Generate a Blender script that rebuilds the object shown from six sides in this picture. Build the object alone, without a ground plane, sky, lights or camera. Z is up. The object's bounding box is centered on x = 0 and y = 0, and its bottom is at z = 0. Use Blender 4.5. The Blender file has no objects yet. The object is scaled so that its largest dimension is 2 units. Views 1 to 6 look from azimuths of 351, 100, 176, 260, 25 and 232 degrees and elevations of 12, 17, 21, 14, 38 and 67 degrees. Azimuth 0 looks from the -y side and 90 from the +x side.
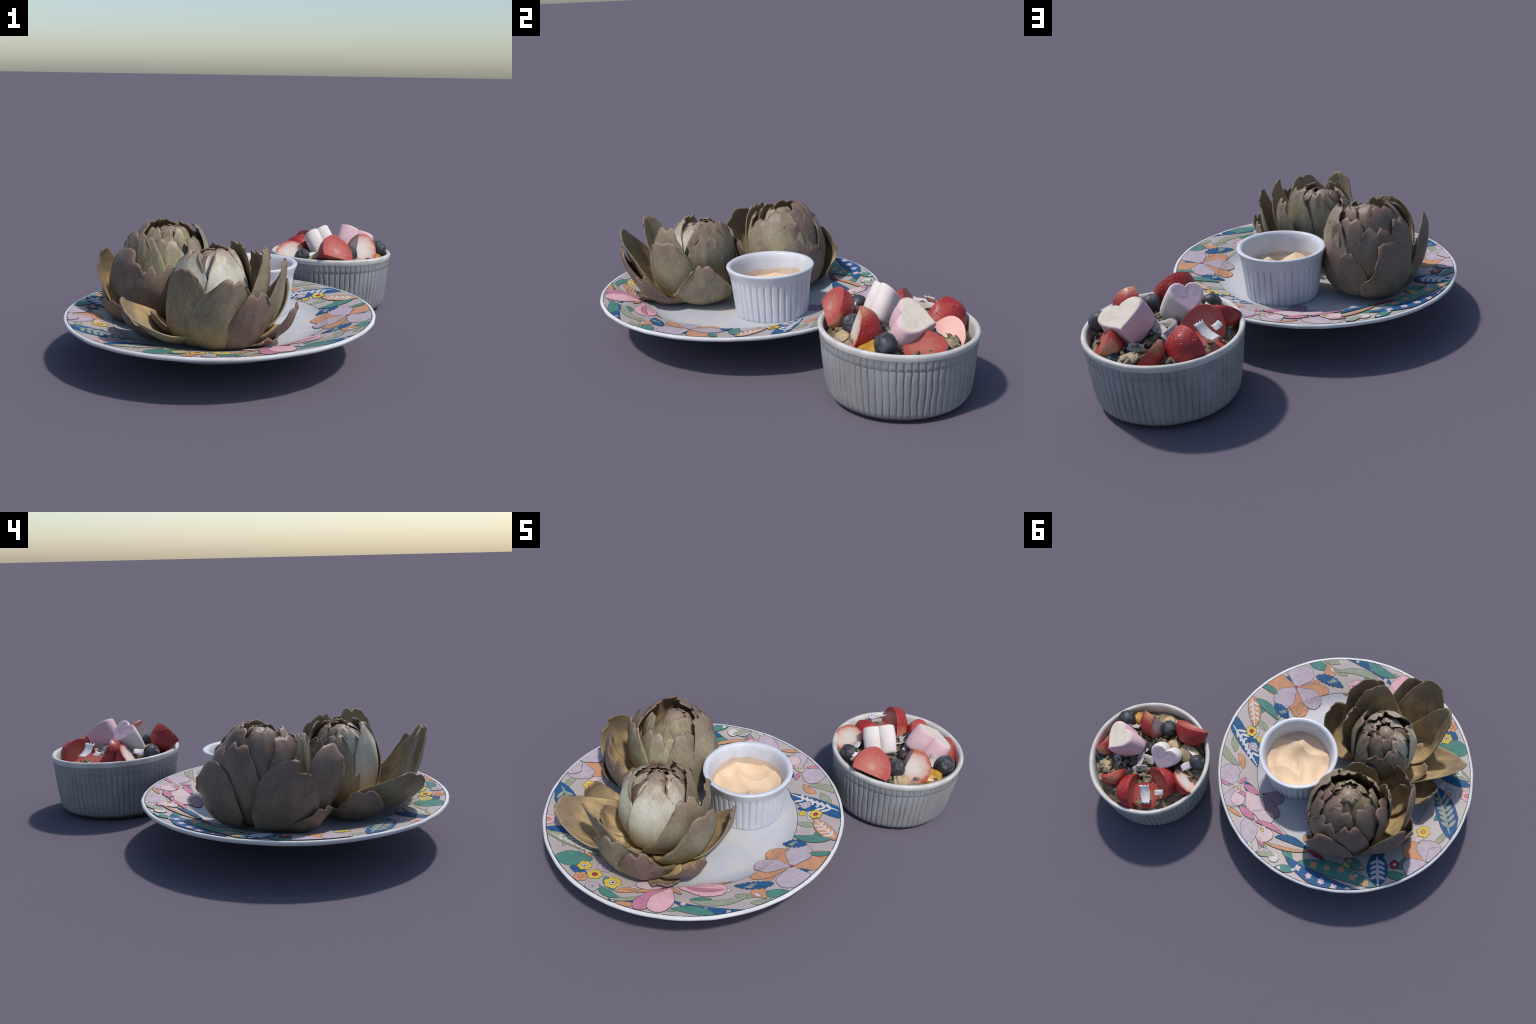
import bpy, bmesh, math, random
from math import sin, cos, pi, radians, sqrt, exp, atan2, hypot
from mathutils import Vector, Matrix, noise
from mathutils.geometry import delaunay_2d_cdt

rng = random.Random(7)
V = Vector


# ------------------------------------------------------------------ helpers
def smoothstep(a, b, x):
    t = min(1.0, max(0.0, (x - a) / (b - a)))
    return t * t * (3 - 2 * t)


def interp(table, x):
    if x <= table[0][0]:
        return table[0][1]
    for (x0, y0), (x1, y1) in zip(table, table[1:]):
        if x <= x1:
            t = (x - x0) / (x1 - x0)
            return y0 + (y1 - y0) * t
    return table[-1][1]


def nz(x, y=0.0, z=0.0):
    return noise.noise(V((x, y, z)))


def add_object(name, verts, faces, mats, fmat=None, parent=None, smooth=True, matrix=None):
    me = bpy.data.meshes.new(name)
    me.from_pydata([tuple(v) for v in verts], [], faces)
    for m in mats:
        me.materials.append(m)
    if fmat:
        me.polygons.foreach_set("material_index", fmat)
    if smooth:
        me.polygons.foreach_set("use_smooth", [True] * len(me.polygons))
    me.update()
    ob = bpy.data.objects.new(name, me)
    bpy.context.scene.collection.objects.link(ob)
    if matrix is not None:
        ob.matrix_world = matrix
    if parent is not None:
        ob.parent = parent
        ob.matrix_parent_inverse = Matrix.Translation(-parent.location)
    return ob


def add_empty(name, loc, label, category):
    ob = bpy.data.objects.new(name, None)
    ob.empty_display_size = 0.05
    ob.location = loc
    bpy.context.scene.collection.objects.link(ob)
    ob["label"] = label
    ob["category"] = category
    return ob


def tag(ob, label, category):
    ob["label"] = label
    ob["category"] = category


def frame(z, x):
    z = V(z).normalized()
    x = V(x)
    x = (x - z * x.dot(z)).normalized()
    y = z.cross(x)
    return Matrix((x, y, z)).transposed()


# ---------------------------------------------------------------- materials
class Nodes:
    def __init__(self, name, rough=0.5, spec=0.4, coat=0.0, sss=0.0):
        self.mat = bpy.data.materials.new(name)
        self.mat.use_nodes = True
        self.t = self.mat.node_tree
        self.b = self.t.nodes["Principled BSDF"]
        self.b.inputs["Roughness"].default_value = rough
        self.b.inputs["Specular IOR Level"].default_value = spec
        self.b.inputs["Coat Weight"].default_value = coat
        self.b.inputs["Coat Roughness"].default_value = 0.15
        if sss:
            self.b.inputs["Subsurface Weight"].default_value = sss
            self.b.inputs["Subsurface Scale"].default_value = 0.02
            self.b.inputs["Subsurface Radius"].default_value = (1.0, 0.5, 0.35)
        self.tc = self.t.nodes.new("ShaderNodeTexCoord")

    def new(self, kind, **kw):
        n = self.t.nodes.new(kind)
        for k, v in kw.items():
            setattr(n, k, v)
        return n

    def link(self, a, b):
        self.t.links.new(a, b)

    def val(self, sock, v):
        if hasattr(v, "is_output"):
            self.link(v, sock)
        else:
            sock.default_value = v

    def mapping(self, scale=(1, 1, 1), coord="Object", loc=(0, 0, 0)):
        m = self.new("ShaderNodeMapping")
        m.inputs["Scale"].default_value = scale
        m.inputs["Location"].default_value = loc
        self.link(self.tc.outputs[coord], m.inputs["Vector"])
        return m.outputs["Vector"]

    def noise(self, scale, vec=None, detail=3.0, rough=0.55, dist=0.0):
        n = self.new("ShaderNodeTexNoise")
        n.inputs["Scale"].default_value = scale
        n.inputs["Detail"].default_value = detail
        n.inputs["Roughness"].default_value = rough
        n.inputs["Distortion"].default_value = dist
        self.link(vec if vec is not None else self.tc.outputs["Object"], n.inputs["Vector"])
        return n.outputs["Fac"]

    def voronoi(self, scale, vec=None, out="Distance", rand=1.0):
        n = self.new("ShaderNodeTexVoronoi")
        n.inputs["Scale"].default_value = scale
        n.inputs["Randomness"].default_value = rand
        self.link(vec if vec is not None else self.tc.outputs["Object"], n.inputs["Vector"])
        return n.outputs[out]

    def math(self, op, a, b=0.0, c=0.0):
        n = self.new("ShaderNodeMath", operation=op)
        self.val(n.inputs[0], a)
        self.val(n.inputs[1], b)
        if len(n.inputs) > 2:
            self.val(n.inputs[2], c)
        return n.outputs[0]

    def step(self, x, a, b):
        n = self.new("ShaderNodeMapRange", interpolation_type="SMOOTHSTEP")
        self.val(n.inputs["Value"], x)
        n.inputs["From Min"].default_value = a
        n.inputs["From Max"].default_value = b
        return n.outputs["Result"]

    def mix(self, fac, a, b, blend="MIX"):
        n = self.new("ShaderNodeMix", data_type="RGBA", blend_type=blend)
        self.val(n.inputs[0], fac)
        for s, c in ((n.inputs[6], a), (n.inputs[7], b)):
            if hasattr(c, "is_output"):
                self.link(c, s)
            else:
                s.default_value = (*c, 1.0)
        return n.outputs[2]

    def sep(self, coord="Object"):
        n = self.new("ShaderNodeSeparateXYZ")
        self.link(self.tc.outputs[coord], n.inputs[0])
        return n.outputs

    def radius(self):
        x, y, z = self.sep()
        return self.math("SQRT", self.math("ADD", self.math("MULTIPLY", x, x), self.math("MULTIPLY", y, y)))

    def color(self, c):
        self.val(self.b.inputs["Base Color"], c if hasattr(c, "is_output") else (*c, 1.0))
        return self

    def bump(self, h, strength=0.3, dist=0.004):
        n = self.new("ShaderNodeBump")
        n.inputs["Strength"].default_value = strength
        n.inputs["Distance"].default_value = dist
        self.link(h, n.inputs["Height"])
        self.link(n.outputs["Normal"], self.b.inputs["Normal"])
        return self


def mottled(name, c1, c2, scale=30, rough=0.5, spec=0.4, coat=0.0, bump=0.0, sss=0.0, lo=0.35, hi=0.65):
    m = Nodes(name, rough, spec, coat, sss)
    f = m.noise(scale)
    m.color(m.mix(m.step(f, lo, hi), c1, c2))
    if bump:
        m.bump(m.noise(scale * 4), bump, 0.004)
    return m.mat


# ================================================================== PLATE
PC = V((-0.1839, -0.2339, 0.0))
TOP = [(0.0, 0.160), (0.36, 0.160), (0.44, 0.1615), (0.475, 0.165), (0.505, 0.1745), (0.53, 0.1865),
       (0.58, 0.1985), (0.63, 0.2105), (0.70, 0.222), (0.745, 0.2290), (0.757, 0.2300)]
EDGE = [(0.7625, 0.2275), (0.7648, 0.2220), (0.763, 0.2150), (0.757, 0.2095)]
UNDER = [(0.74, 0.203), (0.70, 0.192), (0.65, 0.180), (0.60, 0.164), (0.55, 0.147), (0.51, 0.130),
         (0.48, 0.110), (0.465, 0.101), (0.45, 0.100), (0.435, 0.105), (0.2, 0.104), (0.0, 0.104)]


def plate_wob(x, y):
    r = hypot(x, y)
    k = smoothstep(0.5, 0.75, r)
    return 0.0097 * x - 0.0061 * y + k * 0.0022 * nz(x * 3.2 + 5, y * 3.2)


def plate_z(x, y):
    return interp(TOP, hypot(x, y)) + plate_wob(x, y)


def build_plate():
    glaze = Nodes("plate_glaze", 0.5, 0.32, 0.0)
    r = glaze.radius()
    n1 = glaze.noise(9, detail=2)
    ground = glaze.mix(glaze.step(n1, 0.35, 0.65), (0.43, 0.372, 0.355), (0.405, 0.35, 0.345))
    n2 = glaze.noise(6, detail=2)
    well = glaze.mix(glaze.step(n2, 0.38, 0.62), (0.51, 0.485, 0.485), (0.44, 0.46, 0.505))
    col = glaze.mix(glaze.step(r, 0.526, 0.534), well, ground)
    col = glaze.mix(glaze.step(r, 0.7485, 0.7515), col, (0.64, 0.645, 0.66))
    wob = glaze.math("MULTIPLY", glaze.math("SUBTRACT", glaze.noise(28, detail=4), 0.5), 0.006)
    rw = glaze.math("ADD", r, wob)
    line_in = glaze.math("LESS_THAN", glaze.math("ABSOLUTE", glaze.math("SUBTRACT", rw, 0.5295)), 0.0016)
    line_out = glaze.math("LESS_THAN", glaze.math("ABSOLUTE", glaze.math("SUBTRACT", rw, 0.7475)), 0.0021)
    worn = glaze.step(glaze.noise(45, detail=2), 0.30, 0.42)
    line = glaze.math("MULTIPLY", glaze.math("MAXIMUM", line_in, line_out), worn)
    col = glaze.mix(line, col, (0.045, 0.042, 0.035))
    glaze.color(col)
    white = mottled("plate_white_glaze", (0.62, 0.625, 0.64), (0.54, 0.53, 0.53), 8, 0.6, 0.2, 0.0)

    prof = []
    for (r0, z0), (r1, z1) in zip(TOP, TOP[1:]):
        n = max(1, int((r1 - r0) / 0.012))
        prof += [(r0 + (r1 - r0) * i / n, None, 0) for i in range(n)]
    prof.append((TOP[-1][0], None, 0))
    prof = prof[1:]
    prof += [(a, b, 1) for a, b in EDGE + UNDER[:-1]]
    nseg = 240
    verts, faces, fm = [(0, 0, plate_z(0, 0))], [], []
    for r, z, k in prof:
        for i in range(nseg):
            a = 2 * pi * i / nseg
            rr = r
            if r > 0.69:
                rr = r + 0.0028 * nz(cos(a) * 8, sin(a) * 8, 3.1)
            x, y = rr * cos(a), rr * sin(a)
            if z is None:
                zz = interp(TOP, r) + plate_wob(x, y)
            else:
                under = smoothstep(0.757, 0.70, r) if k else 0
                zz = z + plate_wob(x, y) + under * 0.006 * nz(x * 5, y * 5, 9.0)
            verts.append((x, y, zz))
    for i in range(nseg):
        faces.append((0, 1 + i, 1 + (i + 1) % nseg))
        fm.append(0)
    for j in range(len(prof) - 1):
        a0, b0 = 1 + j * nseg, 1 + (j + 1) * nseg
        for i in range(nseg):
            k = (i + 1) % nseg
            faces.append((a0 + i, b0 + i, b0 + k, a0 + k))
            fm.append(1 if prof[j][2] or prof[j + 1][2] else 0)
    last = 1 + (len(prof) - 1) * nseg
    verts.append((0, 0, 0.104))
    c = len(verts) - 1
    for i in range(nseg):
        faces.append((c, last + (i + 1) % nseg, last + i))
        fm.append(1)
    ob = add_object("dinner_plate", verts, faces, [glaze.mat, white], fm, matrix=Matrix.Translation(PC))
    tag(ob, "round white plate with colourful painted flower rim", "plate")
    return ob


# --------------------------------------------------- painted rim decoration
INK = {
    "orange": (0.50, 0.25, 0.14), "lilac": (0.425, 0.35, 0.405), "pink": (0.65, 0.375, 0.42),
    "rose": (0.46, 0.18, 0.265), "pale_pink": (0.55, 0.42, 0.44), "mauve": (0.30, 0.20, 0.26),
    "teal": (0.072, 0.205, 0.175), "blue": (0.020, 0.088, 0.215), "sage": (0.275, 0.295, 0.215),
    "yellow": (0.58, 0.43, 0.07), "white": (0.55, 0.52, 0.50), "red": (0.33, 0.035, 0.06),
    "black": (0.045, 0.042, 0.035),
}
ink_mat = {}


def ink(name):
    if name not in ink_mat:
        c = INK[name]
        m = Nodes("glaze_" + name, 0.62, 0.2, 0.0)
        f = m.noise(22, detail=2)
        d = tuple(min(1, x * 1.06 + 0.005) for x in c)
        e = tuple(x * 0.95 for x in c)
        m.color(m.mix(m.step(f, 0.35, 0.65), d, e))
        ink_mat[name] = m.mat
    return ink_mat[name]


class Decor:
    LIMIT = 0.7452

    def __init__(self, plate):
        self.plate = plate
        self.boxes = []
        self.near_well = False

    @staticmethod
    def at(p):
        return V((p[1] * cos(radians(p[0])), p[1] * sin(radians(p[0]))))

    def clamp(self, p, lim):
        r = p.length
        return p * (lim / r) if r > lim else p

    def sheet(self, poly, lift, mat_i, acc, lim=None):
        lim = lim or self.LIMIT
        pts = []
        for p in poly:
            q = self.clamp(V(p), lim)
            if not pts or (q - pts[-1]).length > 2e-4:
                pts.append(q)
        if len(pts) > 2 and (pts[0] - pts[-1]).length < 2e-4:
            pts.pop()
        n = len(pts)
        if n < 3:
            return
        xs = [p.x for p in pts]
        ys = [p.y for p in pts]
        inner = []
        h = 0.0075 if self.near_well else 0.014
        lift += 0.0004 if self.near_well else 0.0
        y = min(ys) + h * 0.37
        while y < max(ys):
            x = min(xs) + h * 0.41
            while x < max(xs):
                inside, near = False, False
                for i in range(n):
                    a, b = pts[i], pts[i - 1]
                    if (a.y > y) != (b.y > y) and x < (b.x - a.x) * (y - a.y) / (b.y - a.y) + a.x:
                        inside = not inside
                    if abs(a.x - x) < 0.003 and abs(a.y - y) < 0.003:
                        near = True
                if inside and not near:
                    inner.append(V((x, y)))
                x += h
            y += h
        vs, es, fs, _, _, _ = delaunay_2d_cdt(pts + inner, [], [list(range(n))], 1, 1e-6)
        base = len(acc[0])
        for v in vs:
            acc[0].append((v.x, v.y, plate_z(v.x, v.y) + lift))
        count = {}
        for f in fs:
            if len(f) < 3:
                continue
            a, b, c = vs[f[0]], vs[f[1]], vs[f[2]]
            f = list(f)
            if (b.x - a.x) * (c.y - a.y) - (b.y - a.y) * (c.x - a.x) < 0:
                f.reverse()
            acc[1].append([base + i for i in f])
            acc[2].append(mat_i)
            for i in range(len(f)):
                count[(f[i], f[(i + 1) % len(f)])] = 1
        skirt = {}
        for (a, b) in list(count):
            if (b, a) not in count:
                for k in (a, b):
                    if k not in skirt:
                        skirt[k] = len(acc[0])
                        v = vs[k]
                        acc[0].append((v.x, v.y, plate_z(v.x, v.y) - 0.001))
                acc[1].append([base + b, base + a, skirt[a], skirt[b]])
                acc[2].append(mat_i)

    @staticmethod
    def grow(poly, d):
        n = len(poly)
        area = sum(poly[i - 1].x * poly[i].y - poly[i].x * poly[i - 1].y for i in range(n))
        s = 1 if area > 0 else -1
        out = []
        for i in range(n):
            t = poly[(i + 1) % n] - poly[i - 1]
            if t.length < 1e-9:
                out.append(poly[i].copy())
                continue
            t.normalize()
            out.append(poly[i] + V((t.y, -t.x)) * d * s)
        return out

    def emit(self, name, poly, color, details=(), line=0.0021):
        self.near_well = min(p.length for p in poly) < 0.56
        x0, x1 = min(p.x for p in poly) - .003, max(p.x for p in poly) + .003
        y0, y1 = min(p.y for p in poly) - .003, max(p.y for p in poly) + .003
        lay = 0
        for (a0, a1, b0, b1, l) in self.boxes:
            if x0 < a1 and x1 > a0 and y0 < b1 and y1 > b0:
                lay = max(lay, l + 1)
        lay = min(lay, 9)
        self.boxes.append((x0, x1, y0, y1, lay))
        z = 0.0005 + lay * 0.0004
        acc = ([], [], [])
        names = ["black", color]
        self.sheet(self.grow(poly, line), z, 0, acc, self.LIMIT + 0.0012)
        self.sheet(poly, z + 0.00018, 1, acc)
        for c, dp in details:
            if c not in names:
                names.append(c)
            self.sheet(dp, z + 0.00036, names.index(c), acc)
        add_object(name, acc[0], acc[1], [ink(c) for c in names], acc[2], self.plate, smooth=False,
                   matrix=Matrix.Translation(PC))

    # shapes -------------------------------------------------------------
    def spine(self, b, t, bend):
        d = t - b
        s = V((-d.y, d.x))
        L = d.length

        def pos(u, off=0.0):
            p = b + d * u + s * bend * 4 * u * (1 - u)
            g = d + s * bend * 4 * (1 - 2 * u)
            g.normalize()
            return p + V((-g.y, g.x)) * off, g
        return pos, L

    def petal(self, color, b, t, w):
        b, t = self.at(b), self.at(t)
        pos, L = self.spine(b, t, 0.0)
        seed = rng.random() * 50

        def half(u):
            f = max(0.0, 1 - (2 * u ** 1.25 - 1) ** 2) ** 0.42
            return w * 1.12 * (f * (0.42 + 0.58 * smoothstep(0, 0.55, u)) + 0.03 * (1 - u))
        n = 26
        left = [pos(i / n, half(i / n) * (1 + 0.09 * nz(seed, i * 0.42)))[0] for i in range(n + 1)]
        right = [pos(i / n, -half(i / n) * (1 + 0.09 * nz(seed + 9, i * 0.42)))[0] for i in range(n, -1, -1)]
        self.emit("painted_petal", right + left, color)

    def leaf(self, color, b, t, w, bend=0.0, serrate=0, slots=None, spots=None, eyes=None, hatch=0):
        b, t = self.at(b), self.at(t)
        w *= 1.85
        pos, L = self.spine(b, t, bend)
        seed = rng.random() * 50
        n = serrate * 6 if serrate else 22

        def half(u, sd):
            f = sin(pi * u ** 0.9) ** 0.75 if 0 < u < 1 else 0.0
            k = 1 + 0.10 * nz(seed + sd, u * 9)
            if serrate:
                k *= 0.68 + 0.42 * ((u * serrate) % 1.0)
            return w * 0.5 * f * k
        left = [pos(i / n, half(i / n, 0))[0] for i in range(n + 1)]
        right = [pos(i / n, -half(i / n, 7))[0] for i in range(n, -1, -1)]
        det = []

        def sliver(c, u0, o0, u1, o1, th, k=5):
            p0, p1 = pos(u0, o0)[0], pos(u1, o1)[0]
            d = p1 - p0
            s = V((-d.y, d.x)).normalized()
            up = [p0 + d * (i / k) + s * th * 0.5 * (sin(pi * (0.06 + 0.88 * i / k)) ** 0.6) for i in range(k + 1)]
            dn = [p0 + d * (i / k) - s * th * 0.5 * (sin(pi * (0.06 + 0.88 * i / k)) ** 0.6) for i in range(k, -1, -1)]
            det.append((c, dn + up))
        if slots:
            sliver(slots, 0.1, 0, 0.97, 0, w * 0.14, 8)
            m = max(2, int(L / 0.05))
            for i in range(m):
                u = 0.22 + 0.6 * i / m
                for sd in (1, -1):
                    sliver(slots, u, 0, u + 0.11 + 0.03 * nz(seed, i), sd * w * 0.36, w * 0.17)
        if spots:
            m = max(2, int(L / 0.085))
            for i in range(m):
                u = 0.2 + 0.65 * i / max(1, m - 1)
                c = pos(u, w * 0.34 * nz(seed, i * 3.7))[0]
                det.append((spots, self.star(c, w * (0.26 + 0.08 * nz(seed, i * 2.3)), 4 + i % 3, 0.62, seed + i)))
        if eyes:
            for i, o in enumerate((-0.2, 0.05, 0.22)):
                sliver(eyes, 0.42 + 0.06 * i, o * w, 0.62 + 0.06 * i, o * w * 0.6, w * 0.16)
        for i in range(hatch):
            u = 0.2 + 0.6 * ((i * 0.37) % 1.0)
            o = w * 0.28 * (((i * 0.61) % 1.0) * 2 - 1)
            sliver("black", u, o, u + 0.012 / L * 1.0, o * 0.9, 0.0016, 3)
        self.emit("painted_leaf", right + left, color, det)

    def star(self, c, R, n, depth, seed):
        m = n * 6
        out = []
        for i in range(m):
            a = 2 * pi * i / m
            r = R * (1 - depth * (1 - abs(cos(a * n / 2 + seed)) ** 0.55)) * (1 + 0.12 * nz(seed, cos(a) * 2, sin(a) * 2))
            out.append(c + V((cos(a), sin(a))) * r)
        return out

    def flower(self, color, c, R, n, eye):
        c = self.at(c)
        s = rng.random() * 30
        eyes = []
        if eye == "black":
            eyes = [("black", self.star(c, R * 0.42, 3, 0.1, s)), ("white", self.star(c, R * 0.36, 3, 0.1, s)),
                    ("black", self.star(c, R * 0.17, 1, 0, s))]
        else:
            eyes = [("black", self.star(c, R * 0.40, 3, 0.06, s)), (eye, self.star(c, R * 0.33, 3, 0.06, s))]
        # rings of the eye are stacked by nesting, each a hair above the last
        acc_details = []
        for k, (col, poly) in enumerate(eyes):
            acc_details.append((col, poly))
        self.emit_stack("painted_flower", self.star(c, R, n, 0.30, s), color, acc_details)

    def emit_stack(self, name, poly, color, stack):
        self.near_well = min(p.length for p in poly) < 0.56
        x0, x1 = min(p.x for p in poly), max(p.x for p in poly)
        y0, y1 = min(p.y for p in poly), max(p.y for p in poly)
        lay = 0
        for (a0, a1, b0, b1, l) in self.boxes:
            if x0 < a1 and x1 > a0 and y0 < b1 and y1 > b0:
                lay = max(lay, l + 1)
        lay = min(lay, 9)
        self.boxes.append((x0, x1, y0, y1, lay + 1))
        z = 0.0005 + lay * 0.0004
        acc = ([], [], [])
        names = ["black", color]
        self.sheet(self.grow(poly, 0.0018), z, 0, acc, self.LIMIT + 0.0012)
        self.sheet(poly, z + 0.00016, 1, acc)
        for k, (c, dp) in enumerate(stack):
            if c not in names:
                names.append(c)
            self.sheet(dp, z + 0.00032 + 0.00014 * k, names.index(c), acc)
        add_object(name, acc[0], acc[1], [ink(c) for c in names], acc[2], self.plate, smooth=False,
                   matrix=Matrix.Translation(PC))

    def blob(self, color, c, rx, ry, rot=0, specks=0):
        c = self.at(c)
        a0 = radians(rot)
        s = rng.random() * 30
        poly = []
        for i in range(30):
            a = 2 * pi * i / 30
            k = 1 + 0.08 * nz(s, cos(a) * 2, sin(a) * 2)
            x, y = rx * cos(a) * k, ry * sin(a) * k
            poly.append(c + V((x * cos(a0) - y * sin(a0), x * sin(a0) + y * cos(a0))))
        stack = []
        for i in range(specks):
            o = V((rx * 0.4 * cos(i * 2.4), ry * 0.4 * sin(i * 2.4)))
            stack.append(("black", self.star(c + o, 0.0058, 2, 0.35, i)))
            stack.append(("yellow", self.star(c + o, 0.0042, 2, 0.35, i)))
        self.emit_stack("painted_dot" if rx < 0.012 else "painted_flower_heart", poly, color, stack)


def paint_rim(plate):
    d = Decor(plate)
    petal, leaf, flower, blob = d.petal, d.leaf, d.flower, d.blob
    # small filler leaves lie lowest, between the larger motifs
    fill = random.Random(5)
    tints = ["sage", "teal", "white", "sage", "orange", "blue", "teal", "pale_pink"]
    for k in range(30):
        a = 360 * k / 30 + fill.uniform(-3, 3)
        rad = 0.565 + 0.145 * ((k * 0.618) % 1.0)
        turn = fill.uniform(-1, 1)
        leaf(tints[k % 8], (a - 4.4, rad - 0.030 * turn), (a + 4.4, rad + 0.030 * turn), 0.018 + 0.010 * fill.random(),
             fill.uniform(-0.12, 0.12), hatch=4 if k % 3 == 0 else 0)
    leaf("blue", (-42.5, 0.753), (-68.6, 0.644), 0.026, 0.1, spots="pale_pink")
    leaf("blue", (-80.4, 0.684), (-91.4, 0.744), 0.022, 0, spots="pale_pink")
    leaf("orange", (-88.7, 0.746), (-79.9, 0.716), 0.016)
    leaf("teal", (-52.7, 0.754), (-68.3, 0.704), 0.03, -0.08, hatch=7)
    leaf("sage", (-91.8, 0.737), (-79.8, 0.633), 0.013, -0.1)
    leaf("sage", (-61.6, 0.639), (-37.8, 0.665), 0.022, -0.12)
    leaf("orange", (-91.7, 0.681), (-83.8, 0.621), 0.02, 0.1, hatch=10)
    leaf("orange", (-84.5, 0.639), (-74.9, 0.557), 0.018, 0.06)
    leaf("teal", (-98.7, 0.694), (-88.8, 0.705), 0.022, -0.12)
    leaf("orange", (-60.8, 0.536), (-40.3, 0.528), 0.011, 0.03)
    petal("rose", (-70.7, 0.539), (-81.1, 0.745), 0.042)
    petal("pink", (-70.8, 0.546), (-74.1, 0.740), 0.05)
    petal("pink", (-67.3, 0.540), (-44.8, 0.583), 0.05)
    leaf("rose", (-63.5, 0.533), (-45.8, 0.575), 0.014, -0.08)
    leaf("orange", (-70.9, 0.550), (-65.7, 0.592), 0.01)
    petal("pale_pink", (-71.7, 0.533), (-87.4, 0.585), 0.03)
    leaf("teal", (-24.0, 0.761), (-33.5, 0.683), 0.032, 0, hatch=4)
    leaf("sage", (-31.3, 0.740), (-38.9, 0.716), 0.02, 0.1, hatch=3)
    petal("orange", (-32.8, 0.722), (-34.2, 0.634), 0.03)
    leaf("white", (-34.0, 0.701), (-35.4, 0.663), 0.008)
    petal("orange", (-12.5, 0.629), (-0.2, 0.758), 0.062)
    petal("orange", (-12.8, 0.628), (-31.0, 0.546), 0.032)
    petal("lilac", (-12.6, 0.632), (-21.3, 0.752), 0.075)
    petal("orange", (-12.2, 0.623), (-4.7, 0.457), 0.05)
    petal("lilac", (-12.5, 0.629), (3.3, 0.601), 0.055)
    petal("lilac", (-12.9, 0.623), (-22.0, 0.471), 0.048)
    blob("red", (-12.5, 0.629), 0.009, 0.009)
    leaf("blue", (-25.4, 0.655), (-40.5, 0.564), 0.036, 0.05, serrate=7, eyes="sage")
    leaf("blue", (3.8, 0.615), (3.0, 0.494), 0.036, 0, serrate=6, eyes="sage")
    leaf("teal", (9.8, 0.724), (9.8, 0.530), 0.028, 0.1, hatch=9)
    leaf("teal", (2.4, 0.757), (-1.2, 0.645), 0.018, 0.12)
    leaf("sage", (17.7, 0.628), (20.5, 0.528), 0.02, 0, hatch=6)
    leaf("orange", (9.2, 0.754), (22.6, 0.617), 0.04, 0.05, slots="white")
    leaf("blue", (26.0, 0.771), (47.1, 0.529), 0.05, 0.08, slots="white")
    leaf("blue", (22.0, 0.756), (28.6, 0.631), 0.026, -0.1)
    leaf("sage", (37.0, 0.767), (47.5, 0.635), 0.024, -0.1, hatch=8)
    leaf("blue", (30.6, 0.626), (32.9, 0.536), 0.026)
    flower("lilac", (33.9, 0.579), 0.028, 5, "white")
    flower("yellow", (25.7, 0.621), 0.034, 6, "red")
    flower("yellow", (28.2, 0.556), 0.02, 5, "yellow")
    petal("lilac", (59.0, 0.666), (47.9, 0.717), 0.055)
    petal("lilac", (59.8, 0.670), (69.6, 0.725), 0.045)
    petal("pale_pink", (61.2, 0.663), (70.0, 0.675), 0.035)
    leaf("rose", (57.9, 0.638), (54.7, 0.595), 0.013)
    leaf("rose", (55.7, 0.754), (58.7, 0.695), 0.011)
    leaf("rose", (62.2, 0.655), (65.9, 0.613), 0.012)
    blob("pale_pink", (60.3, 0.658), 0.032, 0.02, -25, specks=5)
    petal("pale_pink", (63.3, 0.604), (78.9, 0.572), 0.05)
    leaf("rose", (59.1, 0.613), (66.2, 0.540), 0.022)
    petal("mauve", (66.3, 0.517), (76.0, 0.408), 0.035)
    petal("mauve", (66.4, 0.510), (85.9, 0.505), 0.03)
    petal("pale_pink", (75.7, 0.613), (86.3, 0.532), 0.035)
    petal("lilac", (86.4, 0.636), (82.4, 0.736), 0.068)
    petal("pale_pink", (85.3, 0.628), (94.6, 0.645), 0.045)
    leaf("rose", (70.8, 0.670), (80.5, 0.629), 0.024)
    leaf("rose", (81.6, 0.628), (97.2, 0.553), 0.017, 0.08)
    leaf("rose", (87.9, 0.666), (95.2, 0.690), 0.016)
    blob("pale_pink", (87.7, 0.627), 0.028, 0.024, -50, specks=6)
    leaf("orange", (68.8, 0.746), (76.3, 0.688), 0.012)
    leaf("orange", (93.3, 0.666), (116.0, 0.559), 0.011, -0.06)
    leaf("blue", (95.3, 0.594), (114.6, 0.546), 0.024, 0.1)
    leaf("red", (115.5, 0.549), (126.7, 0.578), 0.014)
    leaf("sage", (95.6, 0.751), (102.6, 0.686), 0.02, 0.08)
    blob("white", (102.4, 0.699), 0.029, 0.029)
    leaf("lilac", (94.7, 0.744), (99.8, 0.686), 0.009, 0.2)
    leaf("white", (88.4, 0.734), (92.7, 0.751), 0.009)
    leaf("teal", (105.5, 0.747), (114.7, 0.694), 0.024, 0, spots="white")
    leaf("teal", (113.2, 0.649), (152.0, 0.759), 0.05, 0.06, spots="orange")
    leaf("blue", (106.7, 0.654), (144.9, 0.755), 0.042, -0.1, spots="pale_pink")
    leaf("teal", (138.9, 0.554), (148.3, 0.632), 0.03, 0, spots="orange")
    flower("lilac", (143.9, 0.664), 0.032, 6, "lilac")
    flower("yellow", (140.1, 0.591), 0.026, 5, "white")
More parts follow.
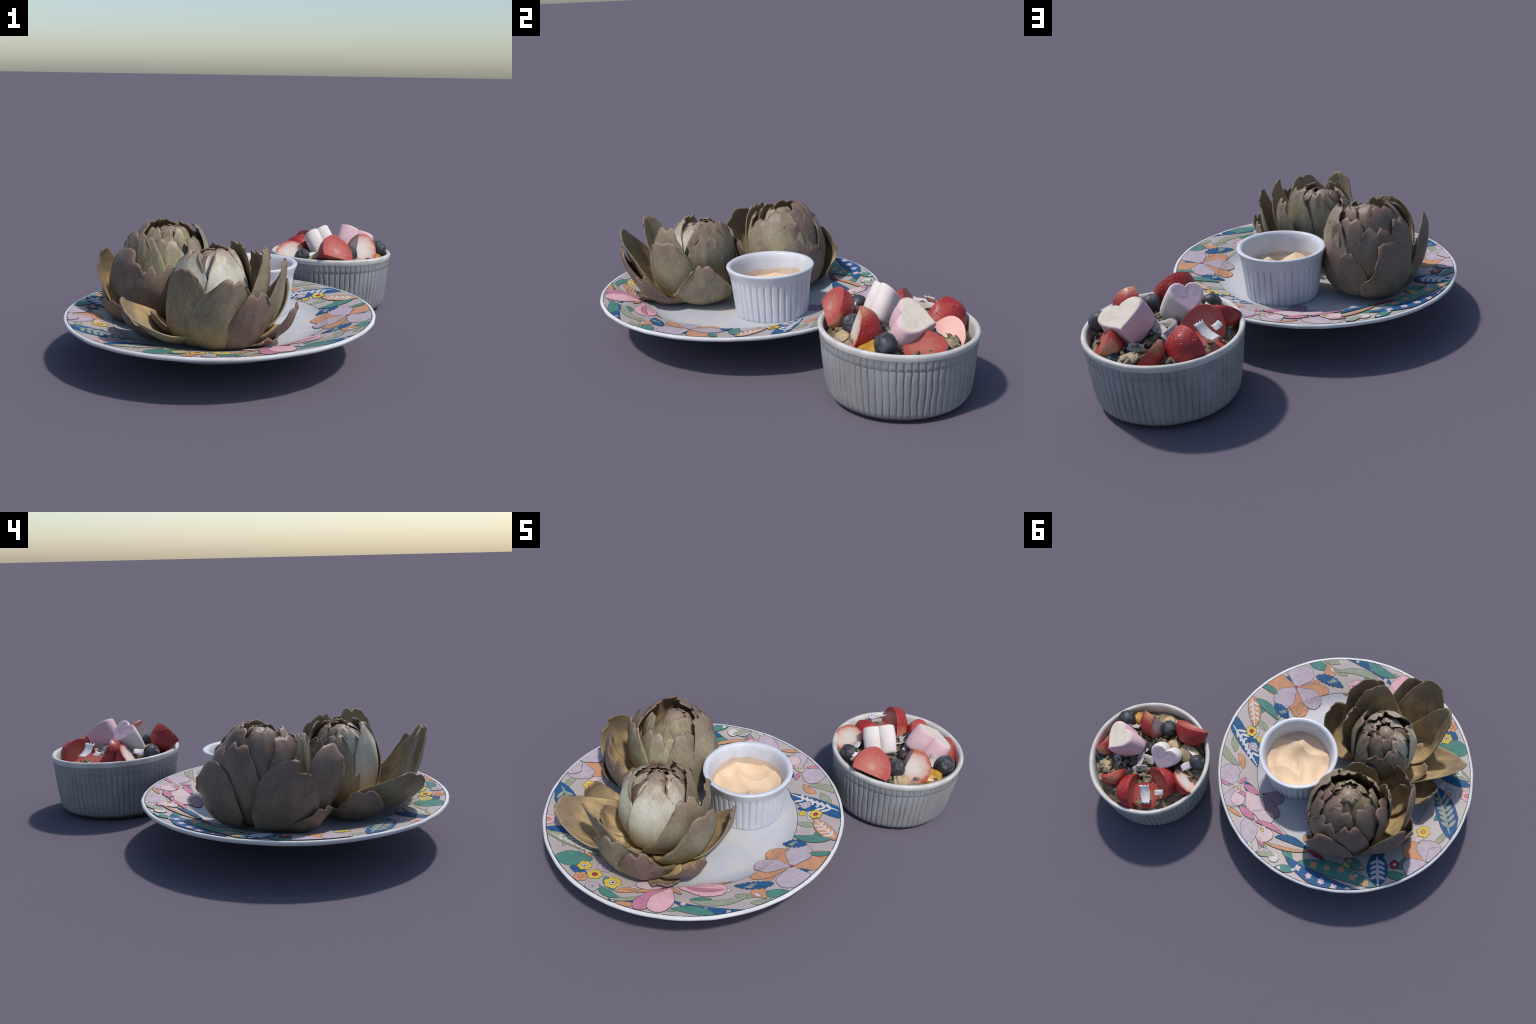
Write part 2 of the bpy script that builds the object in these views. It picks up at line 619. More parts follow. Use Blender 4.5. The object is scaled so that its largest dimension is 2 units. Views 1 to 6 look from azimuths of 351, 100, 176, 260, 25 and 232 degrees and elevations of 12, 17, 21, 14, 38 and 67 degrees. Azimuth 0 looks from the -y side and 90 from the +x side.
    leaf("blue", (158.4, 0.548), (152.7, 0.751), 0.062, 0, slots="white")
    flower("red", (164.2, 0.654), 0.028, 5, "white")
    leaf("teal", (158.6, 0.679), (166.9, 0.753), 0.026, -0.08)
    petal("orange", (177.3, 0.737), (175.8, 0.579), 0.055)
    petal("lilac", (177.3, 0.737), (-172.8, 0.669), 0.065)
    petal("lilac", (177.3, 0.737), (166.7, 0.719), 0.055)
    petal("lilac", (177.6, 0.732), (-173.7, 0.759), 0.045)
    flower("yellow", (-171.3, 0.596), 0.038, 6, "orange")
    leaf("blue", (-167.1, 0.743), (-141.3, 0.554), 0.062, -0.06, slots="sage")
    flower("lilac", (-145.1, 0.636), 0.036, 6, "orange")
    flower("pink", (-144.2, 0.736), 0.036, 6, "orange")
    leaf("blue", (-139.2, 0.753), (-129.0, 0.540), 0.03, 0.05)
    leaf("sage", (-136.7, 0.749), (-115.8, 0.559), 0.036, 0.06, slots="white")
    leaf("teal", (-122.2, 0.754), (-114.6, 0.598), 0.058, 0, hatch=8)
    flower("lilac", (-106.6, 0.583), 0.038, 7, "lilac")
    flower("yellow", (-112.3, 0.655), 0.034, 6, "black")
    flower("orange", (-107.6, 0.713), 0.034, 6, "orange")
    flower("yellow", (-105.2, 0.654), 0.036, 6, "red")
    flower("lilac", (-100.4, 0.720), 0.034, 6, "black")
    flower("yellow", (-96.3, 0.637), 0.042, 6, "black")


# ============================================================== ARTICHOKES
def bract_mats():
    def outer(name, body, dark, pale, basec, tipc, rough=0.42):
        m = Nodes(name, rough + 0.06, 0.34, 0.0)
        fib = m.noise(1.0, m.mapping((150, 150, 4.5)), detail=4)
        pat = m.noise(1.0, m.mapping((16, 16, 9)), detail=3)
        x, y, z = m.sep("Generated")
        col = m.mix(m.step(pat, 0.36, 0.66), body, dark)
        oi = m.new("ShaderNodeObjectInfo")
        col = m.mix(m.math("MULTIPLY", oi.outputs["Random"], 0.55), col, dark)
        col = m.mix(m.math("MULTIPLY", m.step(fib, 0.45, 0.75), 0.5), col, pale)
        edge = m.math("ADD", z, m.math("MULTIPLY", m.math("SUBTRACT", pat, 0.5), 0.35))
        col = m.mix(m.math("MULTIPLY", m.step(edge, 0.58, 0.08), 0.72), col, basec)
        col = m.mix(m.math("MULTIPLY", m.step(edge, 0.78, 1.0), 0.75), col, tipc)
        m.color(col)
        m.bump(fib, 0.25, 0.0025)
        return m.mat
    green = outer("bract_olive", (0.305, 0.262, 0.17), (0.215, 0.178, 0.118), (0.43, 0.39, 0.285), (0.37, 0.28, 0.115), (0.20, 0.135, 0.105))
    brown = outer("bract_brown", (0.205, 0.156, 0.118), (0.145, 0.108, 0.085), (0.29, 0.24, 0.185), (0.23, 0.185, 0.115), (0.185, 0.112, 0.088))
    pale = outer("bract_pale", (0.55, 0.53, 0.44), (0.46, 0.43, 0.33), (0.70, 0.69, 0.63), (0.50, 0.37, 0.17), (0.26, 0.17, 0.12), 0.38)  # whitened to carry the bud's baked specular sheen in the base colour
    heart = outer("bract_green_heart", (0.36, 0.335, 0.21), (0.29, 0.25, 0.145), (0.50, 0.48, 0.35), (0.33, 0.22, 0.10), (0.24, 0.16, 0.12), 0.38)
    m = Nodes("bract_inside", 0.6, 0.25)
    fib = m.noise(1.0, m.mapping((120, 120, 8)), detail=3)
    pat = m.noise(1.0, m.mapping((14, 14, 10)), detail=3)
    x, y, z = m.sep("Generated")
    col = m.mix(m.step(pat, 0.35, 0.65), (0.48, 0.34, 0.165), (0.31, 0.225, 0.125))
    col = m.mix(m.math("MULTIPLY", m.step(fib, 0.45, 0.75), 0.4), col, (0.52, 0.43, 0.27))
    col = m.mix(m.math("MULTIPLY", m.step(m.math("ADD", z, m.math("MULTIPLY", m.math("SUBTRACT", pat, 0.5), 0.5)), 0.40, 0.85), 0.8), col, (0.20, 0.148, 0.10))
    m.color(col)
    m.bump(fib, 0.2, 0.002)
    return dict(green=green, brown=brown, pale=pale, heart=heart, inside=m.mat)


WIDTH = [(0.0, 0.52), (0.12, 0.74), (0.28, 0.93), (0.45, 1.0), (0.60, 0.98), (0.74, 0.88), (0.86, 0.68), (0.94, 0.47), (1.0, 0.30)]


SCOOP = [(0.0, 0.70), (0.14, 0.90), (0.30, 1.0), (0.45, 0.97), (0.60, 0.86), (0.75, 0.69), (0.87, 0.50), (0.95, 0.36), (1.0, 0.24)]


def lagrange(ts, ps, t):
    out = V((0, 0, 0))
    for i, pi_ in enumerate(ps):
        w = 1.0
        for j in range(len(ps)):
            if j != i:
                w *= (t - ts[j]) / (ts[i] - ts[j])
        out += pi_ * w
    return out


def bract(parent, C, tip, rm, zm, w, mats, kind="green", cup=0.55, blunt=0.24, notch=0.05, base_r=0.07,
          base_z=None, az=None, low=None, thick=0.0115, rag=0.013, fold=0.0, az0=None, twist=0.0, shape=None, curl=0.012, face=None):
    """One artichoke bract: base near the stem, a belly point at radius rm and height zm, and a given tip."""
    C, tip = V(C), V(tip)
    zb = C.z if base_z is None else base_z
    ta = atan2(tip.y - C.y, tip.x - C.x)
    am = radians(az) if az is not None else ta
    ab = radians(az0) if az0 is not None else am
    d, db = V((cos(am), sin(am), 0)), V((cos(ab), sin(ab), 0))
    P0 = V((C.x, C.y, zb)) + db * base_r
    P2 = V((C.x, C.y, zm)) + d * rm
    rl, zl = low if low else (base_r + 0.72 * (rm - base_r), zb + 0.30 * (zm - zb))
    dl = (d + db).normalized()
    P1 = V((C.x, C.y, zl)) + dl * rl
    ps = [P0, P1, P2, tip]
    acc = [0.0]
    for a, b in zip(ps, ps[1:]):
        acc.append(acc[-1] + (b - a).length ** 0.85)
    ts = [x / acc[-1] for x in acc]
    fa = am if face is None else radians(face)
    side0 = V((-sin(fa), cos(fa), 0))
    seed = rng.random() * 100
    w, cup = w * 1.2, cup * 1.12
    nu, nv = 26, 18
    R = w / cup
    grid = []
    for i in range(nu + 1):
        row = []
        for j in range(nv + 1):
            v = 2 * j / nv - 1
            jag = rag * (nz(seed, v * 3.5) + 0.7 * nz(seed + 5, v * 11))
            tend = 1.0 - 0.10 * abs(v) ** 2.2 - notch * exp(-((v - 0.12 * nz(seed)) / 0.28) ** 2) + jag
            t = tend * i / nu
            p = lagrange(ts, ps, t)
            g = (lagrange(ts, ps, t + 0.01) - lagrange(ts, ps, t - 0.01)).normalized()
            s = (side0 - g * side0.dot(g)).normalized()
            n = g.cross(s)
            if twist:
                q = twist * t
                s, n = s * cos(q) + n * sin(q), n * cos(q) - s * sin(q)
            f = interp(shape or WIDTH, t / max(tend, 1e-6))
            f += (blunt - 0.24) * smoothstep(0.55, 1.0, t)
            f *= 1 + 0.05 * nz(seed + 3, t * 5, v)
            a = v * cup * f
            lift = R * (1 - cos(a)) + fold * abs(v) ** 3 * w * t
            rid = -0.0045 * exp(-(v / 0.16) ** 2) * smoothstep(0.0, 0.5, t)
            rid += curl * smoothstep(0.86, 1.02, t) * (0.7 + 0.6 * nz(seed + 7, v * 2.5))
            wr = 0.010 * nz(seed + v * 1.3, t * 3.0, seed) * smoothstep(0, 0.4, t) + 0.0016 * nz(v * 9 + seed, t * 2.0)
            row.append(p + s * R * sin(a) + n * (lift + rid + wr))
        grid.append(row)
    # local frame: z from base to tip, so that fibres run along the bract
    z = (tip - P0).normalized()
    M3 = frame(z, side0)
    M = Matrix.Translation(P0) @ M3.to_4x4()
    Mi = M.inverted()
    nrm = []
    for i in range(nu + 1):
        row = []
        for j in range(nv + 1):
            du = grid[min(i + 1, nu)][j] - grid[max(i - 1, 0)][j]
            dv = grid[i][min(j + 1, nv)] - grid[i][max(j - 1, 0)]
            c = du.cross(dv)
            row.append(c.normalized() if c.length > 1e-12 else V((0, 0, 1)))
        nrm.append(row)
    W = nv + 1
    verts, faces, fm = [], [], []
    for i in range(nu + 1):
        for j in range(nv + 1):
            verts.append(Mi @ grid[i][j])
    for i in range(nu + 1):
        for j in range(nv + 1):
            v = abs(2 * j / nv - 1)
            th = thick * (1 - 0.40 * v ** 2) * (1.15 - 0.5 * i / nu)
            verts.append(Mi @ (grid[i][j] + nrm[i][j] * th))
    K = W * (nu + 1)
    for i in range(nu):
        for j in range(nv):
            a = i * W + j
            faces.append((a, a + W, a + W + 1, a + 1))
            fm.append(0)
            faces.append((K + a, K + a + 1, K + a + W + 1, K + a + W))
            fm.append(1)
    for i in range(nu):
        a = i * W
        faces.append((a, K + a, K + a + W, a + W))
        b = a + nv
        faces.append((b, b + W, K + b + W, K + b))
        fm += [0, 0]
    for j in range(nv):
        a = j
        faces.append((a, a + 1, K + a + 1, K + a))
        b = nu * W + j
        faces.append((b, K + b, K + b + 1, b + 1))
        fm += [0, 0]
    return add_object("artichoke_leaf", verts, faces, [mats[kind], mats["inside"]], fm, parent, matrix=M)


def core(parent, C, rad, height, mat, name, top=0.0):
    verts, faces = [], []
    nu, nv = 14, 28
    for i in range(nu + 1):
        t = i / nu
        r = rad * sin(pi * min(0.97, 0.12 + 0.86 * t)) ** 0.75
        for j in range(nv):
            a = 2 * pi * j / nv
            k = 1 + 0.03 * nz(cos(a) * 3, sin(a) * 3, t * 4)
            verts.append((r * k * cos(a), r * k * sin(a), height * t))
    for i in range(nu):
        for j in range(nv):
            k = (j + 1) % nv
            faces.append((i * nv + j, i * nv + k, (i + 1) * nv + k, (i + 1) * nv + j))
    faces.append(tuple(range(nv - 1, -1, -1)))
    faces.append(tuple(nu * nv + j for j in range(nv)))
    return add_object(name, verts, faces, [mat], None, parent, matrix=Matrix.Translation(C))


def build_artichokes():
    m = bract_mats()
    # ---- front artichoke, opened out
    A = V((-0.272, -0.468, 0.172))
    a = add_empty("opened_artichoke", A, "cooked artichoke with outer leaves spread open", "artichoke")

    def la(tip, rm, zm, w, kind="green", **kw):
        bract(a, A, tip, rm, zm, w, m, kind, **kw)
    core(a, V((-0.262, -0.455, A.z)), 0.140, 0.40, m["heart"], "artichoke_heart")
    # spread outer leaves: wide scoops that rest low on the plate and turn up
    la((-0.690, -0.700, 0.409), 0.37, 0.285, 0.155, "green", cup=0.85, blunt=0.34, notch=0.02, base_r=0.12, low=(0.26, 0.20), shape=SCOOP, twist=-0.55)
    la((-0.410, -0.828, 0.568), 0.322, 0.36, 0.128, "green", cup=1.0, blunt=0.40, notch=0.0, base_r=0.12, low=(0.25, 0.205), az=-113, shape=SCOOP)
    la((-0.671, -0.459, 0.352), 0.385, 0.265, 0.125, "brown", cup=0.75, blunt=0.5, notch=0.06, base_r=0.14, low=(0.325, 0.195), shape=SCOOP)
    la((-0.195, -0.912, 0.545), 0.385, 0.335, 0.145, "green", cup=0.85, blunt=0.34, notch=0.05, base_r=0.14, low=(0.295, 0.20), az=-84, face=-83)
    la((-0.100, -0.882, 0.482), 0.405, 0.315, 0.135, "brown", cup=0.80, blunt=0.38, notch=0.06, base_r=0.15, low=(0.315, 0.195), shape=SCOOP)
    la((-0.025, -0.584, 0.624), 0.290, 0.42, 0.155, "green", cup=0.75, blunt=0.34, notch=0.06, low=(0.215, 0.25), shape=SCOOP)
    la((0.083, -0.578, 0.562), 0.345, 0.36, 0.165, "green", cup=0.80, blunt=0.45, notch=0.03, base_r=0.12, low=(0.275, 0.22), shape=SCOOP)
    la((0.111, -0.362, 0.449), 0.375, 0.31, 0.155, "green", cup=0.62, blunt=0.28, notch=0.06, base_r=0.14, low=(0.295, 0.20), shape=SCOOP)
    la((0.104, -0.715, 0.377), 0.410, 0.27, 0.120, "brown", cup=0.70, blunt=0.45, notch=0.08, rag=0.05, base_r=0.15, low=(0.325, 0.19), shape=SCOOP)
    la((-0.01, -0.790, 0.240), 0.345, 0.195, 0.085, "brown", cup=0.5, blunt=0.6, notch=0.05, rag=0.05, base_r=0.2, low=(0.28, 0.18), shape=SCOOP)
    # middle leaves leaning on the bud
    la((-0.035, -0.362, 0.570), 0.270, 0.40, 0.105, "green", cup=0.70, blunt=0.34, notch=0.07, base_r=0.12, low=(0.205, 0.23), az=19)
    la((-0.128, -0.398, 0.618), 0.205, 0.43, 0.120, "green", cup=0.65, blunt=0.36, notch=0.05, base_r=0.12, low=(0.18, 0.25))
    la((-0.540, -0.550, 0.315), 0.245, 0.24, 0.075, "brown", cup=0.6, blunt=0.5, base_r=0.12, low=(0.20, 0.20))
    # closed bud
    D = V((-0.266, -0.460, 0.172))

    def lc(tip, rm, zm, w, kind="green", **kw):
        bract(a, D, tip, rm, zm, w, m, kind, base_r=0.10, **kw)
    lc((-0.220, -0.350, 0.601), 0.180, 0.42, 0.105, "green", cup=0.6)
    lc((-0.200, -0.405, 0.600), 0.175, 0.43, 0.10, "green", cup=0.6)
    lc((-0.346, -0.317, 0.541), 0.185, 0.38, 0.105, "brown", cup=0.6, notch=0.08)
    lc((-0.367, -0.409, 0.561), 0.180, 0.40, 0.105, "green", cup=0.6, notch=0.08)
    lc((-0.225, -0.535, 0.608), 0.190, 0.41, 0.120, "pale", cup=0.68, notch=0.02)
    lc((-0.336, -0.530, 0.608), 0.175, 0.42, 0.110, "pale", cup=0.65, notch=0.07)
    lc((-0.175, -0.470, 0.600), 0.170, 0.42, 0.105, "pale", cup=0.65, az=-10)
    lc((-0.330, -0.451, 0.592), 0.160, 0.42, 0.105, "pale", cup=0.65, az=175)
    lc((-0.250, -0.400, 0.590), 0.150, 0.42, 0.095, "green", cup=0.65, az=95)
    # chunky scale tips that close the crown
    for k in range(8):
        an = radians(45 * k + 20)
        lc((D.x + 0.01 + 0.042 * cos(an), D.y + 0.012 + 0.042 * sin(an), 0.588 - 0.012 * (k % 3)), 0.125, 0.47, 0.075,
           "brown" if k % 2 else "pale", cup=0.8, az=math.degrees(an), base_z=0.3, rag=0.03, thick=0.007, blunt=0.42)
    for k in range(5):
        an = radians(72 * k + 50)
        bract(a, (D.x + 0.01, D.y + 0.012, 0.3), (D.x + 0.01 + 0.010 * cos(an), D.y + 0.012 + 0.010 * sin(an), 0.572 + 0.006 * (k % 2)), 0.062, 0.50,
              0.042, m, "brown", cup=0.8, az=math.degrees(an), base_r=0.05, rag=0.04, thick=0.006, blunt=0.5)

    # ---- back artichoke, still closed
    B = V((-0.440, -0.020, 0.172))
    b = add_empty("closed_artichoke", B, "cooked artichoke with tightly layered grey-brown leaves", "artichoke")

    def lb(tip, rm, zm, w, kind="brown", **kw):
        kw.setdefault("blunt", 0.42)
        kw["notch"] = kw.get("notch", 0.05) + 0.02
        bract(b, B, tip, rm, zm, w, m, kind, **kw)
    core(b, V((B.x + 0.02, B.y, B.z)), 0.165, 0.44, m["heart"], "artichoke_heart")
    # big outer cups
    lb((-0.590, -0.375, 0.525), 0.372, 0.40, 0.150, "brown", cup=0.90, blunt=0.55, notch=0.03, base_r=0.20, low=(0.335, 0.27), az=-126, face=-132)
    lb((-0.490, -0.392, 0.500), 0.392, 0.39, 0.135, "brown", cup=0.70, blunt=0.55, notch=0.12, rag=0.06, base_r=0.20, low=(0.345, 0.265))
    lb((-0.300, -0.270, 0.470), 0.265, 0.32, 0.110, "brown", cup=0.6, blunt=0.45, notch=0.05, base_r=0.12, low=(0.21, 0.21))
    lb((-0.230, -0.104, 0.487), 0.222, 0.32, 0.100, "green", cup=0.5, blunt=0.4, base_r=0.12)
    lb((-0.780, -0.165, 0.500), 0.325, 0.34, 0.135, "brown", cup=0.6, blunt=0.5, notch=0.05, base_r=0.14, low=(0.275, 0.22), rag=0.03, az=190, face=165)
    lb((-0.742, -0.260, 0.308), 0.365, 0.245, 0.105, "brown", cup=0.7, blunt=0.5, base_r=0.15, low=(0.31, 0.19))
    lb((-0.435, 0.262, 0.443), 0.265, 0.31, 0.140, "brown", cup=0.60, blunt=0.6, notch=0.0, base_r=0.13, low=(0.225, 0.21), az=108, face=116)
    lb((-0.275, 0.139, 0.444), 0.235, 0.31, 0.130, "brown", cup=0.55, notch=0.1, base_r=0.13, low=(0.205, 0.21))
    # hugging layer, outer
    lb((-0.447, 0.143, 0.568), 0.235, 0.38, 0.115, "brown", cup=0.55, notch=0.08)
    lb((-0.279, 0.065, 0.526), 0.235, 0.36, 0.115, "brown", cup=0.55, notch=0.06)
    lb((-0.573, -0.100, 0.620), 0.235, 0.39, 0.12, "brown", cup=0.6, notch=0.04)
    lb((-0.560, 0.090, 0.590), 0.23, 0.39, 0.11, "brown", cup=0.55, notch=0.05)
    lb((-0.345, 0.090, 0.605), 0.22, 0.40, 0.11, "brown", cup=0.55, notch=0.05)
    lb((-0.258, 0.060, 0.585), 0.22, 0.41, 0.10, "brown", cup=0.55, notch=0.05)
    lb((-0.300, -0.020, 0.640), 0.225, 0.42, 0.125, "green", cup=0.6, notch=0.03, az=5)
    lb((-0.324, -0.110, 0.589), 0.215, 0.41, 0.10, "green", cup=0.55, notch=0.03)
    lb((-0.446, -0.178, 0.594), 0.205, 0.41, 0.105, "heart", cup=0.55, notch=0.05)
    lb((-0.551, -0.205, 0.609), 0.23, 0.40, 0.10, "heart", cup=0.55, notch=0.04)
    lb((-0.580, -0.190, 0.622), 0.235, 0.41, 0.09, "green", cup=0.5, az=-130)
    # hugging layer, inner, closing over the top
    lb((-0.480, 0.060, 0.650), 0.20, 0.45, 0.115, "brown", cup=0.62, notch=0.04, az=110)
    lb((-0.520, -0.020, 0.650), 0.20, 0.45, 0.11, "brown", cup=0.62, notch=0.04)
    lb((-0.445, 0.040, 0.654), 0.19, 0.46, 0.11, "brown", cup=0.62, notch=0.02, az=75)
    lb((-0.360, 0.030, 0.640), 0.19, 0.46, 0.10, "brown", cup=0.62, notch=0.04)
    lb((-0.495, -0.107, 0.638), 0.165, 0.47, 0.075, "heart", cup=0.6, notch=0.02)
    lb((-0.426, -0.095, 0.588), 0.13, 0.46, 0.075, "heart", cup=0.6, notch=0.02)
    lb((-0.362, -0.062, 0.596), 0.13, 0.46, 0.075, "heart", cup=0.6, notch=0.03)
    # pale blunt scales deep inside the open crown
    E = V((-0.405, -0.030, 0.31))
    for k, (dx, dy, z) in enumerate(((0.028, -0.040, 0.632), (0.045, 0.005, 0.628), (-0.030, -0.030, 0.612), (0.0, 0.035, 0.632),
                                     (-0.045, 0.02, 0.625), (0.012, -0.010, 0.620), (-0.012, 0.006, 0.617))):
        bract(b, E, (E.x + dx, E.y + dy, z), 0.10, 0.48, 0.062, m, "heart", cup=0.8, blunt=0.45, az=math.degrees(atan2(dy, dx)),
              base_z=0.32, thick=0.007, notch=0.06)


# ============================================================ RAMEKIN + DIP
def lathe_fluted(prof, nseg, flute, groove, wobble, tilt=(0, 0), H=1.0):
    """prof: (r, z, flute weight). Returns vertices ring by ring."""
    verts = []
    for r, z, k in prof:
        for i in range(nseg):
            a = 2 * pi * i / nseg
            aw = a + wobble * nz(cos(a) * 9, sin(a) * 9, z * 14) * 0.5
            gv = groove * (0.8 + 0.7 * nz(cos(a) * 4, sin(a) * 4, z * 5))
            ph = (aw * flute / (2 * pi)) % 1.0
            d = min(ph, 1 - ph)
            rr = r - k * gv * exp(-(d / 0.10) ** 2) + k * gv * 0.35 * (1 - (2 * d - 1) ** 2)
            rr += 0.0022 * nz(cos(a) * 2.4, sin(a) * 2.4, z * 6 + r * 3)
            x, y = rr * cos(a), rr * sin(a)
            verts.append((x, y, z + (tilt[0] * x + tilt[1] * y) * z / H))
    return verts


def ring_faces(nring, nseg, close_top=False):
    f = []
    for j in range(nring - 1):
        for i in range(nseg):
            k = (i + 1) % nseg
            f.append((j * nseg + i, j * nseg + k, (j + 1) * nseg + k, (j + 1) * nseg + i))
    f.append(tuple(range(nseg - 1, -1, -1)))
    if close_top:
        f.append(tuple((nring - 1) * nseg + i for i in range(nseg)))
    return f


def dense(prof, step):
    out = []
    for p, q in zip(prof, prof[1:]):
        n = max(1, int(hypot(q[0] - p[0], q[1] - p[1]) / step))
        for i in range(n):
            t = i / n
            out.append(tuple(p[k] + (q[k] - p[k]) * t for k in range(3)))
    out.append(prof[-1])
    return out


def build_ramekin():
    g = Nodes("white_porcelain", 0.45, 0.35, 0.1)
    n = g.noise(7, detail=2)
    g.color(g.mix(g.step(n, 0.35, 0.65), (0.60, 0.615, 0.66), (0.53, 0.545, 0.60)))  # blue tint in the white comes from reflections baked into the scan
    C = V((0.010, -0.0295, 0.159))
    # outside, lip, inside
    prof = [(0.178, 0.000, 0), (0.186, 0.003, 0.4), (0.189, 0.012, 1), (0.196, 0.08, 1), (0.204, 0.16, 1), (0.208, 0.192, 1),
            (0.210, 0.203, 0.3), (0.2125, 0.210, 0), (0.218, 0.228, 0), (0.225, 0.247, 0), (0.2285, 0.257, 0), (0.2285, 0.262, 0),
            (0.224, 0.2655, 0), (0.214, 0.2655, 0), (0.206, 0.262, 0), (0.199, 0.250, 0), (0.194, 0.23, 0), (0.188, 0.19, 0),
            (0.180, 0.10, 0), (0.17, 0.04, 0), (0.02, 0.03, 0)]
    prof = dense(prof, 0.014)
    ns = 504
    verts = lathe_fluted(prof, ns, 36, 0.0075, 0.02)
    ob = add_object("dip_ramekin", verts, ring_faces(len(prof), ns, True), [g.mat], matrix=Matrix.Translation(C))
    tag(ob, "small white fluted ramekin filled with creamy dip", "ramekin")

    m = Nodes("creamy_dip_surface", 0.55, 0.3, 0.0, sss=0.2)
    n1 = m.noise(9, detail=3)
    col = m.mix(m.step(n1, 0.35, 0.65), (0.74, 0.56, 0.38), (0.69, 0.50, 0.33))
    m.color(m.mix(m.step(m.noise(16), 0.62, 0.7), col, (0.76, 0.58, 0.40)))
    m.bump(m.noise(40), 0.12, 0.004)
    verts, faces = [], []
    nr, na = 44, 120
    for i in range(nr + 1):
        r = 0.187 * (i / nr)
        for j in range(na):
            a = 2 * pi * j / na
            x, y = r * cos(a), r * sin(a)
            q = noise.noise_vector(V((x * 4 + 3, y * 4, 2.0))) * 0.085
            xx, yy = x + q.x, y + q.y
            # a few broad spoon folds with crisp crests
            u1 = 17 * (xx * cos(0.5) + yy * sin(0.5)) + 1.6 * nz(xx * 5, yy * 5)
            u2 = 15 * (yy * cos(0.5) - xx * sin(0.5)) + 1.8 * nz(xx * 5, yy * 5, 3)
            sw = 0.020 * (1 - abs(sin(u1))) ** 1.5 + 0.014 * (1 - abs(cos(u2))) ** 1.5
            ridge = 0.020 * exp(-((xx - 0.035) ** 2 + (yy + 0.08) ** 2) / 0.0026) - 0.012 * exp(-((xx - 0.02) ** 2 + (yy - 0.02) ** 2) / 0.002)
            ed = smoothstep(0.12, 0.187, r)
            z = 0.122 + (sw + ridge) * (1 - 0.4 * ed) + 0.014 * nz(xx * 8, yy * 8, 5) + 0.024 * ed
            z += 0.008 * ed * nz(cos(a) * 3, sin(a) * 3, 8)
            verts.append((x, y, z))
    for i in range(nr):
        for j in range(na):
            k = (j + 1) % na
            faces.append((i * na + j, (i + 1) * na + j, (i + 1) * na + k, i * na + k))
    add_object("creamy_dip", verts, faces, [m.mat], None, ob, matrix=Matrix.Translation(C))
    s = Nodes("dip_smear_film", 0.4, 0.4)
    s.color(s.mix(s.step(s.noise(14), 0.4, 0.6), (0.56, 0.46, 0.38), (0.50, 0.39, 0.30)))
    verts, faces = [], []
    nz_, na = 8, 120
    for i in range(nz_ + 1):
        for j in range(na):
            a = 2 * pi * j / na
            hi = 0.160 + 0.030 * (0.5 + 0.5 * cos(a - 2.2)) + 0.010 * nz(cos(a) * 4, sin(a) * 4)
            z = 0.09 + (hi - 0.09) * i / nz_
            r = interp([(0.10, 0.180), (0.19, 0.188), (0.23, 0.194)], z) - 0.0035 + 0.0035 * (i / nz_) ** 3
            verts.append((r * cos(a), r * sin(a), z))
    for i in range(nz_):
        for j in range(na):
            k = (j + 1) % na
            faces.append((i * na + k, i * na + j, (i + 1) * na + j, (i + 1) * na + k))
    add_object("dip_smear", verts, faces, [s.mat], None, ob, matrix=Matrix.Translation(C))
    return ob


# ==================================================================== BOWL
BC = V((0.590, 0.638, 0.0))


def build_bowl():
    g = Nodes("stoneware_glaze", 0.55, 0.3, 0.0)
    n = g.noise(6, detail=3)
    col = g.mix(g.step(n, 0.35, 0.65), (0.315, 0.318, 0.325), (0.26, 0.258, 0.26))  # glaze darkened below its lit tone to average in the scan's baked shadow
    g.color(col)
    rimm = mottled("stoneware_rim_glaze", (0.59, 0.58, 0.56), (0.50, 0.475, 0.45), 12, 0.5, 0.35, 0.05)
    foot = mottled("bare_clay_foot", (0.12, 0.095, 0.075), (0.18, 0.14, 0.11), 30, 0.8, 0.2)
    prof = [(0.265, 0.000, 0), (0.290, 0.004, 0), (0.304, 0.016, 0), (0.316, 0.026, 0.5), (0.325, 0.045, 1), (0.333, 0.09, 1), (0.340, 0.15, 1),
            (0.345, 0.21, 1), (0.3475, 0.255, 1), (0.3475, 0.262, 0.25), (0.350, 0.266, 0.8), (0.3525, 0.29, 0.8), (0.354, 0.302, 0.2),
            (0.356, 0.308, 0), (0.3595, 0.322, 0), (0.3595, 0.331, 0), (0.355, 0.3365, 0), (0.347, 0.3375, 0), (0.339, 0.334, 0),
            (0.333, 0.322, 0), (0.328, 0.29, 0), (0.318, 0.20, 0), (0.29, 0.10, 0), (0.03, 0.09, 0)]
    prof = dense(prof, 0.012)
    ns = 1008
    verts = lathe_fluted(prof, ns, 72, 0.0062, 0.03, (-0.0045, -0.0355), 0.337)
    faces = ring_faces(len(prof), ns, True)
    fm = []
    for f in faces[:-2]:
        j = f[0] // ns
        r, z, k = prof[j]
        inside = j > max(range(len(prof)), key=lambda q: prof[q][1])
        fm.append(2 if z < 0.018 and not inside else (1 if z > 0.305 or inside else 0))
    fm += [2, 1]
    ob = add_object("fruit_bowl", verts, faces, [g.mat, rimm, foot], fm, matrix=Matrix.Translation(BC))
    tag(ob, "grey ribbed stoneware bowl with a plain rim", "bowl")
    return ob


